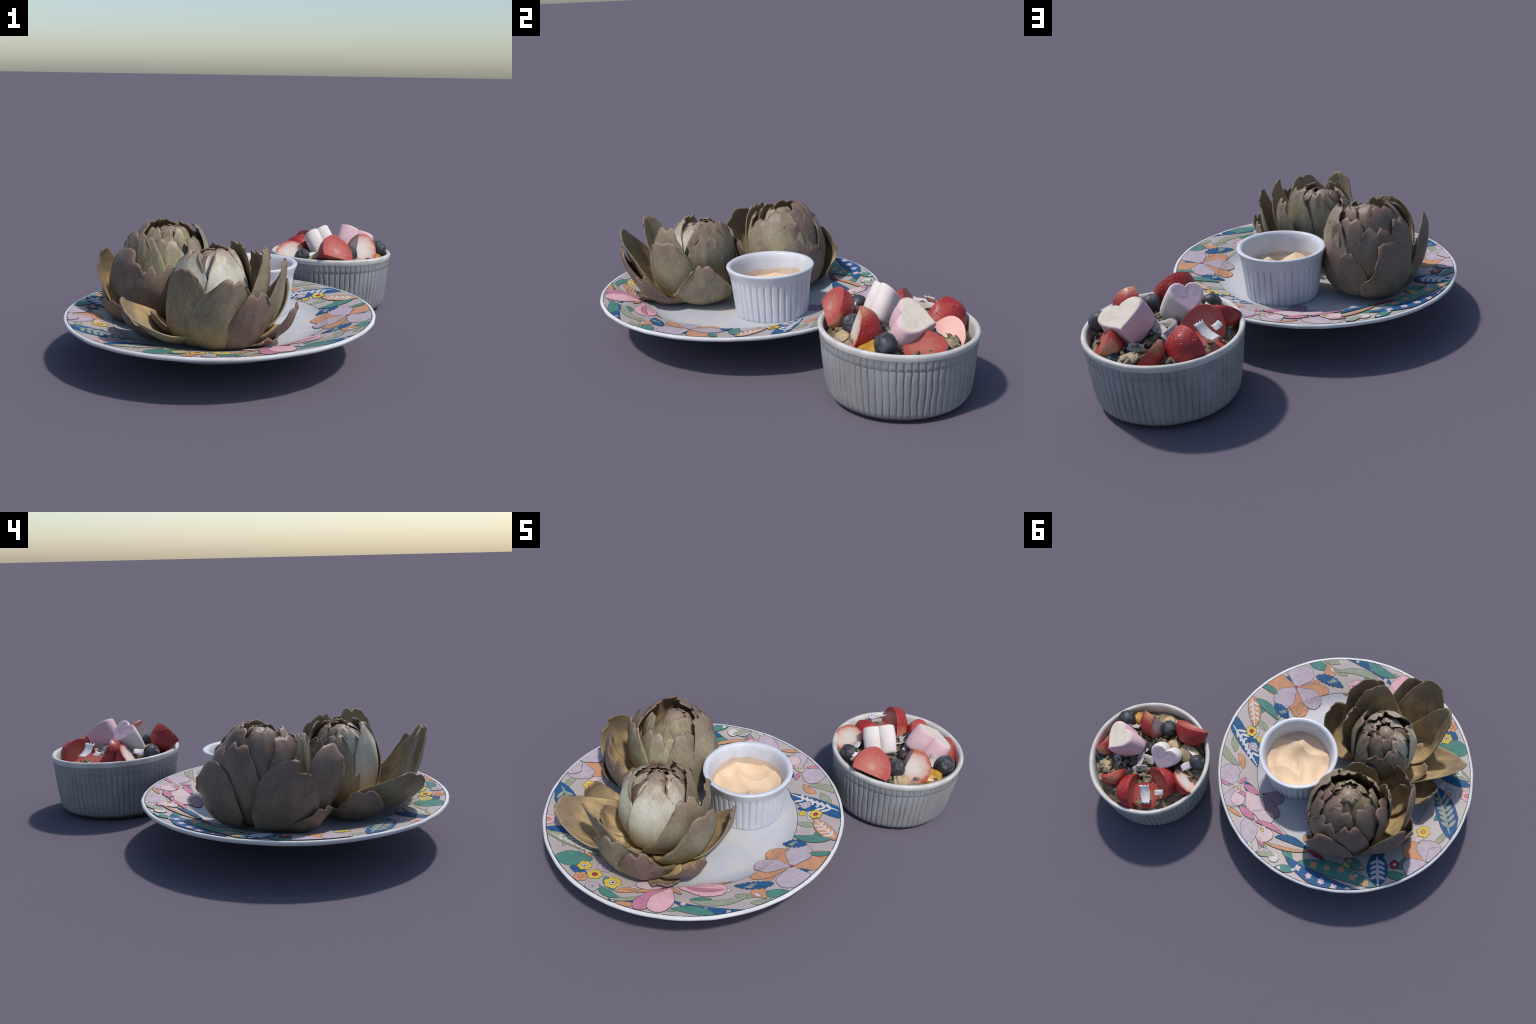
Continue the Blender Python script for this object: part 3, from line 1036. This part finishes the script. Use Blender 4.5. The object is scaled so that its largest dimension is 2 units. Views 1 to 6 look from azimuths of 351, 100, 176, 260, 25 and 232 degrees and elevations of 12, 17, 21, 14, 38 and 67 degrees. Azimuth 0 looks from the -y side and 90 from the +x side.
# ------------------------------------------------------------ bowl contents
def strawberry_mats():
    m = Nodes("strawberry_skin", 0.45, 0.4, 0.05)
    n = m.noise(2.2, detail=3)
    col = m.mix(m.step(n, 0.35, 0.7), (0.35, 0.028, 0.027), (0.28, 0.016, 0.020))
    x, y, z = m.sep()
    col = m.mix(m.math("MULTIPLY", m.step(m.math("ADD", z, m.math("MULTIPLY", n, 0.5)), 0.75, 1.3), 0.75), col, (0.62, 0.30, 0.16))
    d = m.voronoi(6.4, rand=0.7)
    seed = m.step(d, 0.16, 0.11)
    col = m.mix(seed, col, (0.46, 0.27, 0.08))
    m.color(col)
    m.bump(m.step(d, 0.10, 0.34), 0.45, 0.02)
    f = Nodes("strawberry_flesh", 0.38, 0.45, 0.1, sss=0.15)
    mp = f.mapping((1, 1, 0.92))
    ln = f.new("ShaderNodeVectorMath", operation="LENGTH")
    f.link(mp, ln.inputs[0])
    nd = f.new("ShaderNodeVectorMath", operation="NORMALIZE")
    f.link(f.tc.outputs["Object"], nd.inputs[0])
    ray = f.noise(7.0, nd.outputs[0], detail=3)
    rr = f.math("ADD", ln.outputs["Value"], f.math("MULTIPLY", f.math("SUBTRACT", ray, 0.5), 0.9))
    col = f.mix(f.step(rr, 0.02, 0.26), (0.58, 0.33, 0.27), (0.43, 0.115, 0.085))
    col = f.mix(f.step(rr, 0.38, 0.80), col, (0.38, 0.052, 0.04))
    f.color(col)
    w = Nodes("strawberry_white_flesh", 0.38, 0.45, 0.1, sss=0.15)
    ln = w.new("ShaderNodeVectorMath", operation="LENGTH")
    w.link(w.tc.outputs["Object"], ln.inputs[0])
    ray = w.noise(4, detail=3, dist=0.5)
    rr = w.math("ADD", ln.outputs["Value"], w.math("MULTIPLY", w.math("SUBTRACT", ray, 0.5), 0.5))
    col = w.mix(w.step(rr, 0.25, 0.70), (0.70, 0.62, 0.56), (0.66, 0.46, 0.38))
    col = w.mix(w.step(rr, 0.66, 0.98), col, (0.50, 0.11, 0.07))
    w.color(col)
    return m.mat, f.mat, w.mat


def berry(c, axis, L, R, cuts, mats, white=False, lump=0.10):
    """Strawberry piece: a unit berry of revolution (tip at +z), cut by planes, then scaled."""
    bm = bmesh.new()
    nu, nv = 26, 40
    s = rng.random() * 40
    rings = []
    for i in range(nu + 1):
        t = i / nu
        z = -0.85 + 1.85 * t
        r = (max(0.0, 1 - ((z + 0.15) / (1.16 if z > -0.15 else 0.72)) ** 2)) ** (0.56 if z > -0.15 else 0.5)
        ring = []
        for j in range(nv):
            a = 2 * pi * j / nv
            k = 1 + lump * nz(s + cos(a) * 1.5, sin(a) * 1.5, z * 1.5)
            ring.append(bm.verts.new((r * k * cos(a), r * k * sin(a), z)))
        rings.append(ring)
    for i in range(nu):
        for j in range(nv):
            k = (j + 1) % nv
            bm.faces.new((rings[i][j], rings[i][k], rings[i + 1][k], rings[i + 1][j]))
    bmesh.ops.remove_doubles(bm, verts=bm.verts, dist=1e-4)
    bmesh.ops.holes_fill(bm, edges=[e for e in bm.edges if e.is_boundary])
    M3 = frame(axis, V((0.31, 0.77, 0.21)))
    S = Matrix.Diagonal((R, R, L * 0.54))
    M = Matrix.Translation(c) @ M3.to_4x4() @ S.to_4x4()
    L3 = (M3 @ S)
    for f in bm.faces:
        f.smooth = True
    for n, d in cuts:
        n = V(n).normalized()
        nl = L3.transposed() @ n
        k = nl.length
        p = nl / k * (d / k)
        geom = bm.verts[:] + bm.edges[:] + bm.faces[:]
        res = bmesh.ops.bisect_plane(bm, geom=geom, plane_co=p, plane_no=nl / k, clear_outer=True)
        edges = [e for e in res["geom_cut"] if isinstance(e, bmesh.types.BMEdge)]
        new = bmesh.ops.holes_fill(bm, edges=[e for e in bm.edges if e.is_boundary])["faces"]
        for f in new:
            f.material_index = 1
            f.smooth = False
        for f in new:
            for e in f.edges:
                e.smooth = False
    bmesh.ops.triangulate(bm, faces=[f for f in bm.faces if len(f.verts) > 4])
    me = bpy.data.meshes.new("strawberry_piece")
    bm.to_mesh(me)
    bm.free()
    me.materials.append(mats[0])
    me.materials.append(mats[2] if white else mats[1])
    ob = bpy.data.objects.new("strawberry_piece", me)
    bpy.context.scene.collection.objects.link(ob)
    ob.matrix_world = M
    tag(ob, "cut piece of ripe red strawberry with pale flesh", "strawberry")
    return ob


def heart_outline(n):
    pts = []
    for i in range(n):
        t = 2 * pi * i / n
        # softly rounded heart: straight flanks, shallow notch, blunt point
        x = 0.97 * sin(t) ** 3 + 0.10 * sin(t)
        y = (12.4 * cos(t) - 3.5 * cos(2 * t) - 1.5 * cos(3 * t) - 0.3 * cos(4 * t) + 2.2) / 13.2
        pts.append(V((x, y)))
    return pts


def marshmallow(center, lobe_dir, normal, wid, hgt, depth, body, cap, soft=0.012, slant=(0, 0)):
    """Heart-shaped prism: front cap faces `normal`, lobes point along lobe_dir."""
    n = V(normal).normalized()
    y = V(lobe_dir)
    y = (y - n * y.dot(n)).normalized()
    x = y.cross(n)
    M = Matrix.Translation(center) @ Matrix((x, y, n)).transposed().to_4x4()
    N = 72
    out = heart_outline(N)
    # inset, depth of rings running from the front cap to the back cap
    rings = [(0.90, 0.0), (0.96, 0.003), (0.99, 0.009), (1.0, 0.020)]
    rings += [(1.0 + 0.025 * sin(pi * k / 6), 0.020 + (depth - 0.04) * k / 6) for k in range(1, 6)]
    rings += [(1.0, depth - 0.020), (0.985, depth - 0.009), (0.94, depth - 0.003), (0.86, depth)]
    verts, faces, fm = [], [], []

    def pt(p, k, d):
        # pull the outline in a little so that corners are soft
        if k < 0.9 and d < 0.5 * depth:
            # the face fills evenly: inner rings turn from heart to round
            c = V((p.x, p.y - 0.05)).normalized() * 0.62 + V((0, 0.05))
            p = c.lerp(p, (k / 0.9) ** 2)
        q = V((p.x * wid * 0.5 * k, p.y * hgt * 0.5 * k))
        q += V((slant[0] * d, slant[1] * d))
        h = 0.0012 * nz(p.x * 3, p.y * 3, d * 30)
        return (q.x + h, q.y + h, -d + 0.0015 * nz(p.x * 2, p.y * 2, 7))
    for k in (0.15, 0.4, 0.65, 0.82):
        for p in out:
            v = pt(p, k, 0.0)
            verts.append((v[0], v[1], v[2] - 0.004 * (1 - k)))
    for k, d in rings:
        for p in out:
            verts.append(pt(p, k, d))
    nr = len(rings) + 4
    for j in range(nr - 1):
        for i in range(N):
            q = (i + 1) % N
            faces.append((j * N + i, (j + 1) * N + i, (j + 1) * N + q, j * N + q))
            fm.append(1 if j < 4 else 0)
    faces.append(tuple(range(N)))
    fm.append(1)
    faces.append(tuple((nr - 1) * N + i for i in range(N - 1, -1, -1)))
    fm.append(0)
    ob = add_object("heart_marshmallow", verts, faces, [body, cap], fm, matrix=M)
    bm = bmesh.new()
    bm.from_mesh(ob.data)
    bmesh.ops.recalc_face_normals(bm, faces=bm.faces)
    bm.to_mesh(ob.data)
    bm.free()
    return ob


def blueberry(c, r, crown, mat):
    verts, faces = [], []
    nu, nv = 22, 28
    s = rng.random() * 30
    for i in range(nu + 1):
        th = pi * i / nu
        for j in range(nv):
            a = 2 * pi * j / nv
            p = V((sin(th) * cos(a), sin(th) * sin(a), 0.9 * cos(th)))
            k = 1 + 0.05 * nz(p.x * 1.4 + s, p.y * 1.4, p.z * 1.4)
            if th < 0.75:
                lip = 0.10 * exp(-((th - 0.42) / 0.12) ** 2) * (0.7 + 0.3 * cos(5 * a))
                k += lip - 0.16 * smoothstep(0.40, 0.22, th)
            verts.append(p * r * k)
    for i in range(nu):
        for j in range(nv):
            k = (j + 1) % nv
            faces.append((i * nv + j, (i + 1) * nv + j, (i + 1) * nv + k, i * nv + k))
    M = Matrix.Translation(c) @ frame(crown, (0.3, 0.5, 0.2)).to_4x4()
    ob = add_object("blueberry", verts, faces, [mat], matrix=M)
    tag(ob, "dusty dark blue blueberry with small crown", "blueberry")
    return ob


def flake(c, normal, along, length, width, mat, curl=0.25, th=0.004):
    n, m = 10, 6
    s = rng.random() * 50
    top, bot = [], []
    for i in range(n + 1):
        u = i / n - 0.5
        for j in range(m + 1):
            v = j / m - 0.5
            k = 1 + 0.22 * nz(s, u * 5) if j in (0, m) else 1
            e = 0.10 * nz(s + 4, v * 6) if i in (0, n) else 0
            x, y = (u + e) * length, v * width * k * (1 - 0.35 * abs(u) ** 1.5)
            z = curl * (x * x / length * 2.2) + 0.004 * nz(s + u * 3, v * 3) - curl * y * y / width
            top.append(V((x, y, z + th / 2)))
            bot.append(V((x, y, z - th / 2)))
    W = m + 1
    K = len(top)
    f = []
    for i in range(n):
        for j in range(m):
            a = i * W + j
            f.append((a, a + W, a + W + 1, a + 1))
            f.append((K + a, K + a + 1, K + a + W + 1, K + a + W))
    for i in range(n):
        a, b = i * W, i * W + m
        f.append((a, K + a, K + a + W, a + W))
        f.append((b, b + W, K + b + W, K + b))
    for j in range(m):
        a, b = j, n * W + j
        f.append((a, a + 1, K + a + 1, K + a))
        f.append((b, K + b, K + b + 1, b + 1))
    M = Matrix.Translation(c) @ frame(normal, along).to_4x4()
    ob = add_object("coconut_flake", top + bot, f, [mat], matrix=M)
    tag(ob, "thin curled shaving of white coconut", "coconut flake")
    return ob


def lump(name, c, size, axis, mat, label, category, sharp=2.6, rough=0.12, parent=None):
    """Superellipsoid chunk with uneven sides."""
    verts, faces = [], []
    nu, nv = 16, 24
    s = rng.random() * 60
    for i in range(nu + 1):
        th = pi * i / nu
        for j in range(nv):
            a = 2 * pi * j / nv
            p = V((sin(th) * cos(a), sin(th) * sin(a), cos(th)))
            q = (abs(p.x) ** sharp + abs(p.y) ** sharp + abs(p.z) ** sharp) ** (-1 / sharp)
            q *= 1 + rough * nz(s + p.x * 1.7, p.y * 1.7, p.z * 1.7)
            verts.append(V((p.x * q * size[0], p.y * q * size[1], p.z * q * size[2])))
    for i in range(nu):
        for j in range(nv):
            k = (j + 1) % nv
            faces.append((i * nv + j, (i + 1) * nv + j, (i + 1) * nv + k, i * nv + k))
    M = Matrix.Translation(c) @ frame(axis, (1, 0.2, 0.1)).to_4x4()
    ob = add_object(name, verts, faces, [mat], matrix=M, parent=parent)
    if label:
        tag(ob, label, category)
    return ob


def build_contents(bowl):
    # muesli bed that carries the fruit
    bed_m = Nodes("muesli_bed", 0.75, 0.25)
    v = bed_m.voronoi(26, out="Color")
    sp = bed_m.new("ShaderNodeSeparateColor")
    bed_m.link(v, sp.inputs[0])
    col = bed_m.mix(sp.outputs[0], (0.10, 0.082, 0.06), (0.26, 0.20, 0.13))
    col = bed_m.mix(bed_m.step(sp.outputs[1], 0.7, 0.8), col, (0.34, 0.26, 0.22))
    bed_m.color(col)
    bed_m.bump(bed_m.voronoi(26), 0.6, 0.01)
    verts, faces = [], []
    nr, na = 40, 140
    for i in range(nr + 1):
        r = 0.322 * i / nr
        for j in range(na):
            a = 2 * pi * j / na
            x, y = r * cos(a), r * sin(a)
            z = 0.298 - 0.0355 * y * 0.8 + 0.012 * nz(x * 14, y * 14) + 0.010 * nz(x * 34, y * 34, 4) + 0.022 * exp(-(r / 0.16) ** 2)
            z -= 0.02 * smoothstep(0.26, 0.322, r)
            verts.append((x, y, z))
    for i in range(nr):
        for j in range(na):
            k = (j + 1) % na
            faces.append((i * na + j, (i + 1) * na + j, (i + 1) * na + k, i * na + k))
    bed = add_object("muesli", verts, faces, [bed_m.mat], matrix=Matrix.Translation(BC))
    tag(bed, "brown muesli bed of seeds and grain", "muesli")
    bed["kind"] = "stuff"

    # pumpkin seeds and grains scattered on the bed, one joined part
    seed_m = Nodes("pumpkin_seed_skin", 0.5, 0.4)
    c1 = seed_m.noise(18, detail=2)
    seed_m.color(seed_m.mix(seed_m.step(c1, 0.40, 0.60), (0.095, 0.088, 0.058), (0.255, 0.205, 0.13)))
    sr = random.Random(21)
    sv, sf = [], []
    for k in range(300):
        r = 0.29 * sqrt(sr.random())
        a = sr.random() * 2 * pi
        x, y = r * cos(a), r * sin(a)
        z = 0.305 - 0.0284 * y + 0.024 * exp(-(r / 0.16) ** 2) + 0.010 * sr.random()
        L, W, T = 0.026 * sr.uniform(0.7, 1.2), 0.013 * sr.uniform(0.7, 1.1), 0.006
        R3 = frame((sr.uniform(-.8, .8), sr.uniform(-.8, .8), 1), (sr.uniform(-1, 1), sr.uniform(-1, 1), 0.1))
        base = len(sv)
        nu, nv = 6, 10
        for i in range(nu + 1):
            th = pi * i / nu
            for j in range(nv):
                b = 2 * pi * j / nv
                p = V((L * sin(th) * cos(b), W * sin(th) * sin(b) * (1 - 0.35 * sin(th) * cos(b)), T * cos(th)))
                sv.append(R3 @ p + V((x, y, z)))
        for i in range(nu):
            for j in range(nv):
                q = (j + 1) % nv
                sf.append((base + i * nv + j, base + (i + 1) * nv + j, base + (i + 1) * nv + q, base + i * nv + q))
    seeds = add_object("pumpkin_seeds", sv, sf, [seed_m.mat], None, bed, matrix=Matrix.Translation(BC))
    seeds["kind"] = "stuff"

    sm = strawberry_mats()
    berry((0.476, 0.838, 0.322), (0.60, -0.48, -0.30), 0.215, 0.102, [((-0.72, -0.62, 0.14), 0.006)], sm)
    berry((0.412, 0.685, 0.338), (0.93, -0.1, -0.25), 0.205, 0.096, [((0.10, 0.86, 0.42), 0.016)], sm)
    berry((0.322, 0.572, 0.342), (0.55, -0.1, 0.35), 0.17, 0.075, [((-0.20, -0.75, 0.60), 0.004)], sm, True)
    berry((0.418, 0.795, 0.300), (0.75, 0.6, -0.1), 0.195, 0.078, [((-0.25, 0.20, 0.95), 0.02)], sm)
    berry((0.545, 0.338, 0.388), (0.85, 0.10, -0.45), 0.205, 0.100, [((0.36, -0.72, 0.55), 0.012), ((-0.10, -0.60, -0.79), 0.040)], sm)
    berry((0.732, 0.470, 0.372), (0.18, -0.10, 1.0), 0.180, 0.098, [((0.22, -0.92, 0.28), 0.015), ((-0.88, -0.25, 0.30), 0.038)], sm, True)
    berry((0.650, 0.858, 0.306), (-0.35, 0.2, 0.9), 0.165, 0.080, [((0.7, -0.25, 0.6), 0.012)], sm)
    berry((0.830, 0.748, 0.322), (-0.2, 0.95, 0.05), 0.19, 0.076, [((0.82, 0.05, 0.55), 0.02)], sm)

    pink = mottled("marshmallow_pink", (0.66, 0.455, 0.485), (0.60, 0.415, 0.46), 14, 0.85, 0.2, 0, 0.25, 0.1)
    cream = mottled("marshmallow_cream", (0.68, 0.61, 0.52), (0.62, 0.55, 0.46), 20, 0.9, 0.2, 0, 0.2, 0.1)
    white = mottled("marshmallow_white", (0.70, 0.65, 0.62), (0.66, 0.59, 0.57), 14, 0.85, 0.2, 0, 0.25, 0.1)
    blush = mottled("marshmallow_blush", (0.58, 0.43, 0.49), (0.54, 0.40, 0.46), 20, 0.9, 0.2, 0, 0.2, 0.1)
    ob = marshmallow((0.766, 0.722, 0.436), (0.015, -0.146, 0.053), (0.376, 0.352, 0.857), 0.205, 0.185, 0.135, pink, cream, slant=(0.0, 0.0))
    tag(ob, "pink heart-shaped marshmallow with cream face", "marshmallow")
    ob = marshmallow((0.474, 0.604, 0.448), (0.03, -0.102, 0.092), (-0.42, 0.56, 0.70), 0.160, 0.165, 0.150, white, blush, slant=(0.0, -0.25))
    tag(ob, "white heart-shaped marshmallow with pink face", "marshmallow")

    bb = Nodes("blueberry_skin", 0.5, 0.35)
    n = bb.noise(22, detail=4)
    bb.color(bb.mix(bb.step(n, 0.42, 0.72), (0.030, 0.031, 0.037), (0.088, 0.094, 0.112)))
    for c, r, cr in (((0.872, 0.590, 0.352), 0.051, (0.3, -0.75, 0.6)), ((0.653, 0.438, 0.352), 0.050, (0.4, -0.3, 0.6)),
                     ((0.376, 0.446, 0.345), 0.046, (-0.3, -0.6, 0.6)), ((0.605, 0.785, 0.300), 0.042, (0.2, 0.2, 1)),
                     ((0.640, 0.600, 0.318), 0.040, (0, 0.3, 1)), ((0.800, 0.840, 0.285), 0.040, (-0.4, 0.5, 0.8))):
        blueberry(V(c), r, cr, bb.mat)

    mango = mottled("dried_pineapple", (0.50, 0.27, 0.035), (0.36, 0.18, 0.03), 30, 0.4, 0.45, 0.15, 0.2)
    lump("pineapple_chunk", V((0.822, 0.520, 0.300)), (0.060, 0.046, 0.034), (0.2, -0.4, 1), mango, "amber chunk of dried pineapple", "pineapple", 3.2, 0.2)
    ban = mottled("dried_banana", (0.48, 0.37, 0.21), (0.36, 0.27, 0.16), 26, 0.6, 0.3, 0, 0.2)
    lump("banana_chip", V((0.450, 0.455, 0.335)), (0.062, 0.055, 0.022), (-0.4, 0.3, 0.9), ban, "pale dried banana chip", "banana chip", 2.6, 0.15)
    lump("banana_chip", V((0.555, 0.475, 0.330)), (0.042, 0.036, 0.020), (0.2, -0.4, 0.9), ban, "pale dried banana chip", "banana chip", 2.8, 0.2)
    lump("banana_chip", V((0.585, 0.875, 0.285)), (0.050, 0.028, 0.018), (0.2, 0.4, 0.9), ban, "pale dried banana chip", "banana chip", 2.8, 0.2)

    lump("banana_chip", V((0.700, 0.395, 0.312)), (0.045, 0.035, 0.018), (0.1, -0.3, 0.9), ban, "pale dried banana chip", "banana chip", 2.6, 0.2)
    lump("banana_chip", V((0.735, 0.862, 0.292)), (0.050, 0.032, 0.018), (0.1, 0.4, 0.9), ban, "pale dried banana chip", "banana chip", 2.8, 0.25)
    co = mottled("coconut_white", (0.72, 0.70, 0.71), (0.62, 0.57, 0.56), 40, 0.5, 0.4, 0, 0.2, 0.1)
    dull = mottled("coconut_dull", (0.42, 0.385, 0.37), (0.52, 0.46, 0.44), 40, 0.6, 0.3, 0, 0.2)
    flake(V((0.400, 0.800, 0.366)), (-0.35, 0.35, 0.85), (-0.75, 0.55, -0.3), 0.105, 0.058, co)
    flake(V((0.358, 0.732, 0.360)), (-0.3, 0.4, 0.85), (-0.5, -0.6, 0.1), 0.050, 0.034, co)
    flake(V((0.390, 0.505, 0.352)), (-0.5, 0.1, 0.85), (0.3, 0.8, -0.1), 0.075, 0.045, co)
    flake(V((0.425, 0.430, 0.360)), (0.1, -0.6, 0.8), (0.8, 0.3, -0.3), 0.095, 0.028, co)
    for c, n, l, s in (((0.605, 0.690, 0.330), (0.3, 0.4, 0.8), (0.5, -0.8, 0.1), 0.085), ((0.570, 0.650, 0.335), (-0.2, 0.5, 0.8), (0.7, 0.4, 0.2), 0.075),
                       ((0.560, 0.720, 0.318), (-0.5, 0.6, 0.6), (0.2, 0.9, 0.1), 0.085), ((0.640, 0.655, 0.335), (0.5, -0.4, 0.8), (0.2, 0.8, 0.4), 0.070),
                       ((0.700, 0.530, 0.335), (-0.3, -0.5, 0.8), (0.8, -0.2, 0.3), 0.060), ((0.800, 0.590, 0.340), (0.2, -0.7, 0.6), (0.1, 0.5, 0.8), 0.060),
                       ((0.510, 0.530, 0.330), (-0.3, -0.3, 0.9), (0.9, -0.3, 0.1), 0.060), ((0.700, 0.790, 0.300), (0.3, 0.5, 0.8), (0.9, -0.3, 0.1), 0.070)):
        flake(V(c) + V((0, 0, 0.012)), n, l, s * 1.1, s * 0.62, dull)


plate = build_plate()
paint_rim(plate)
build_artichokes()
build_ramekin()
bowl = build_bowl()
build_contents(bowl)
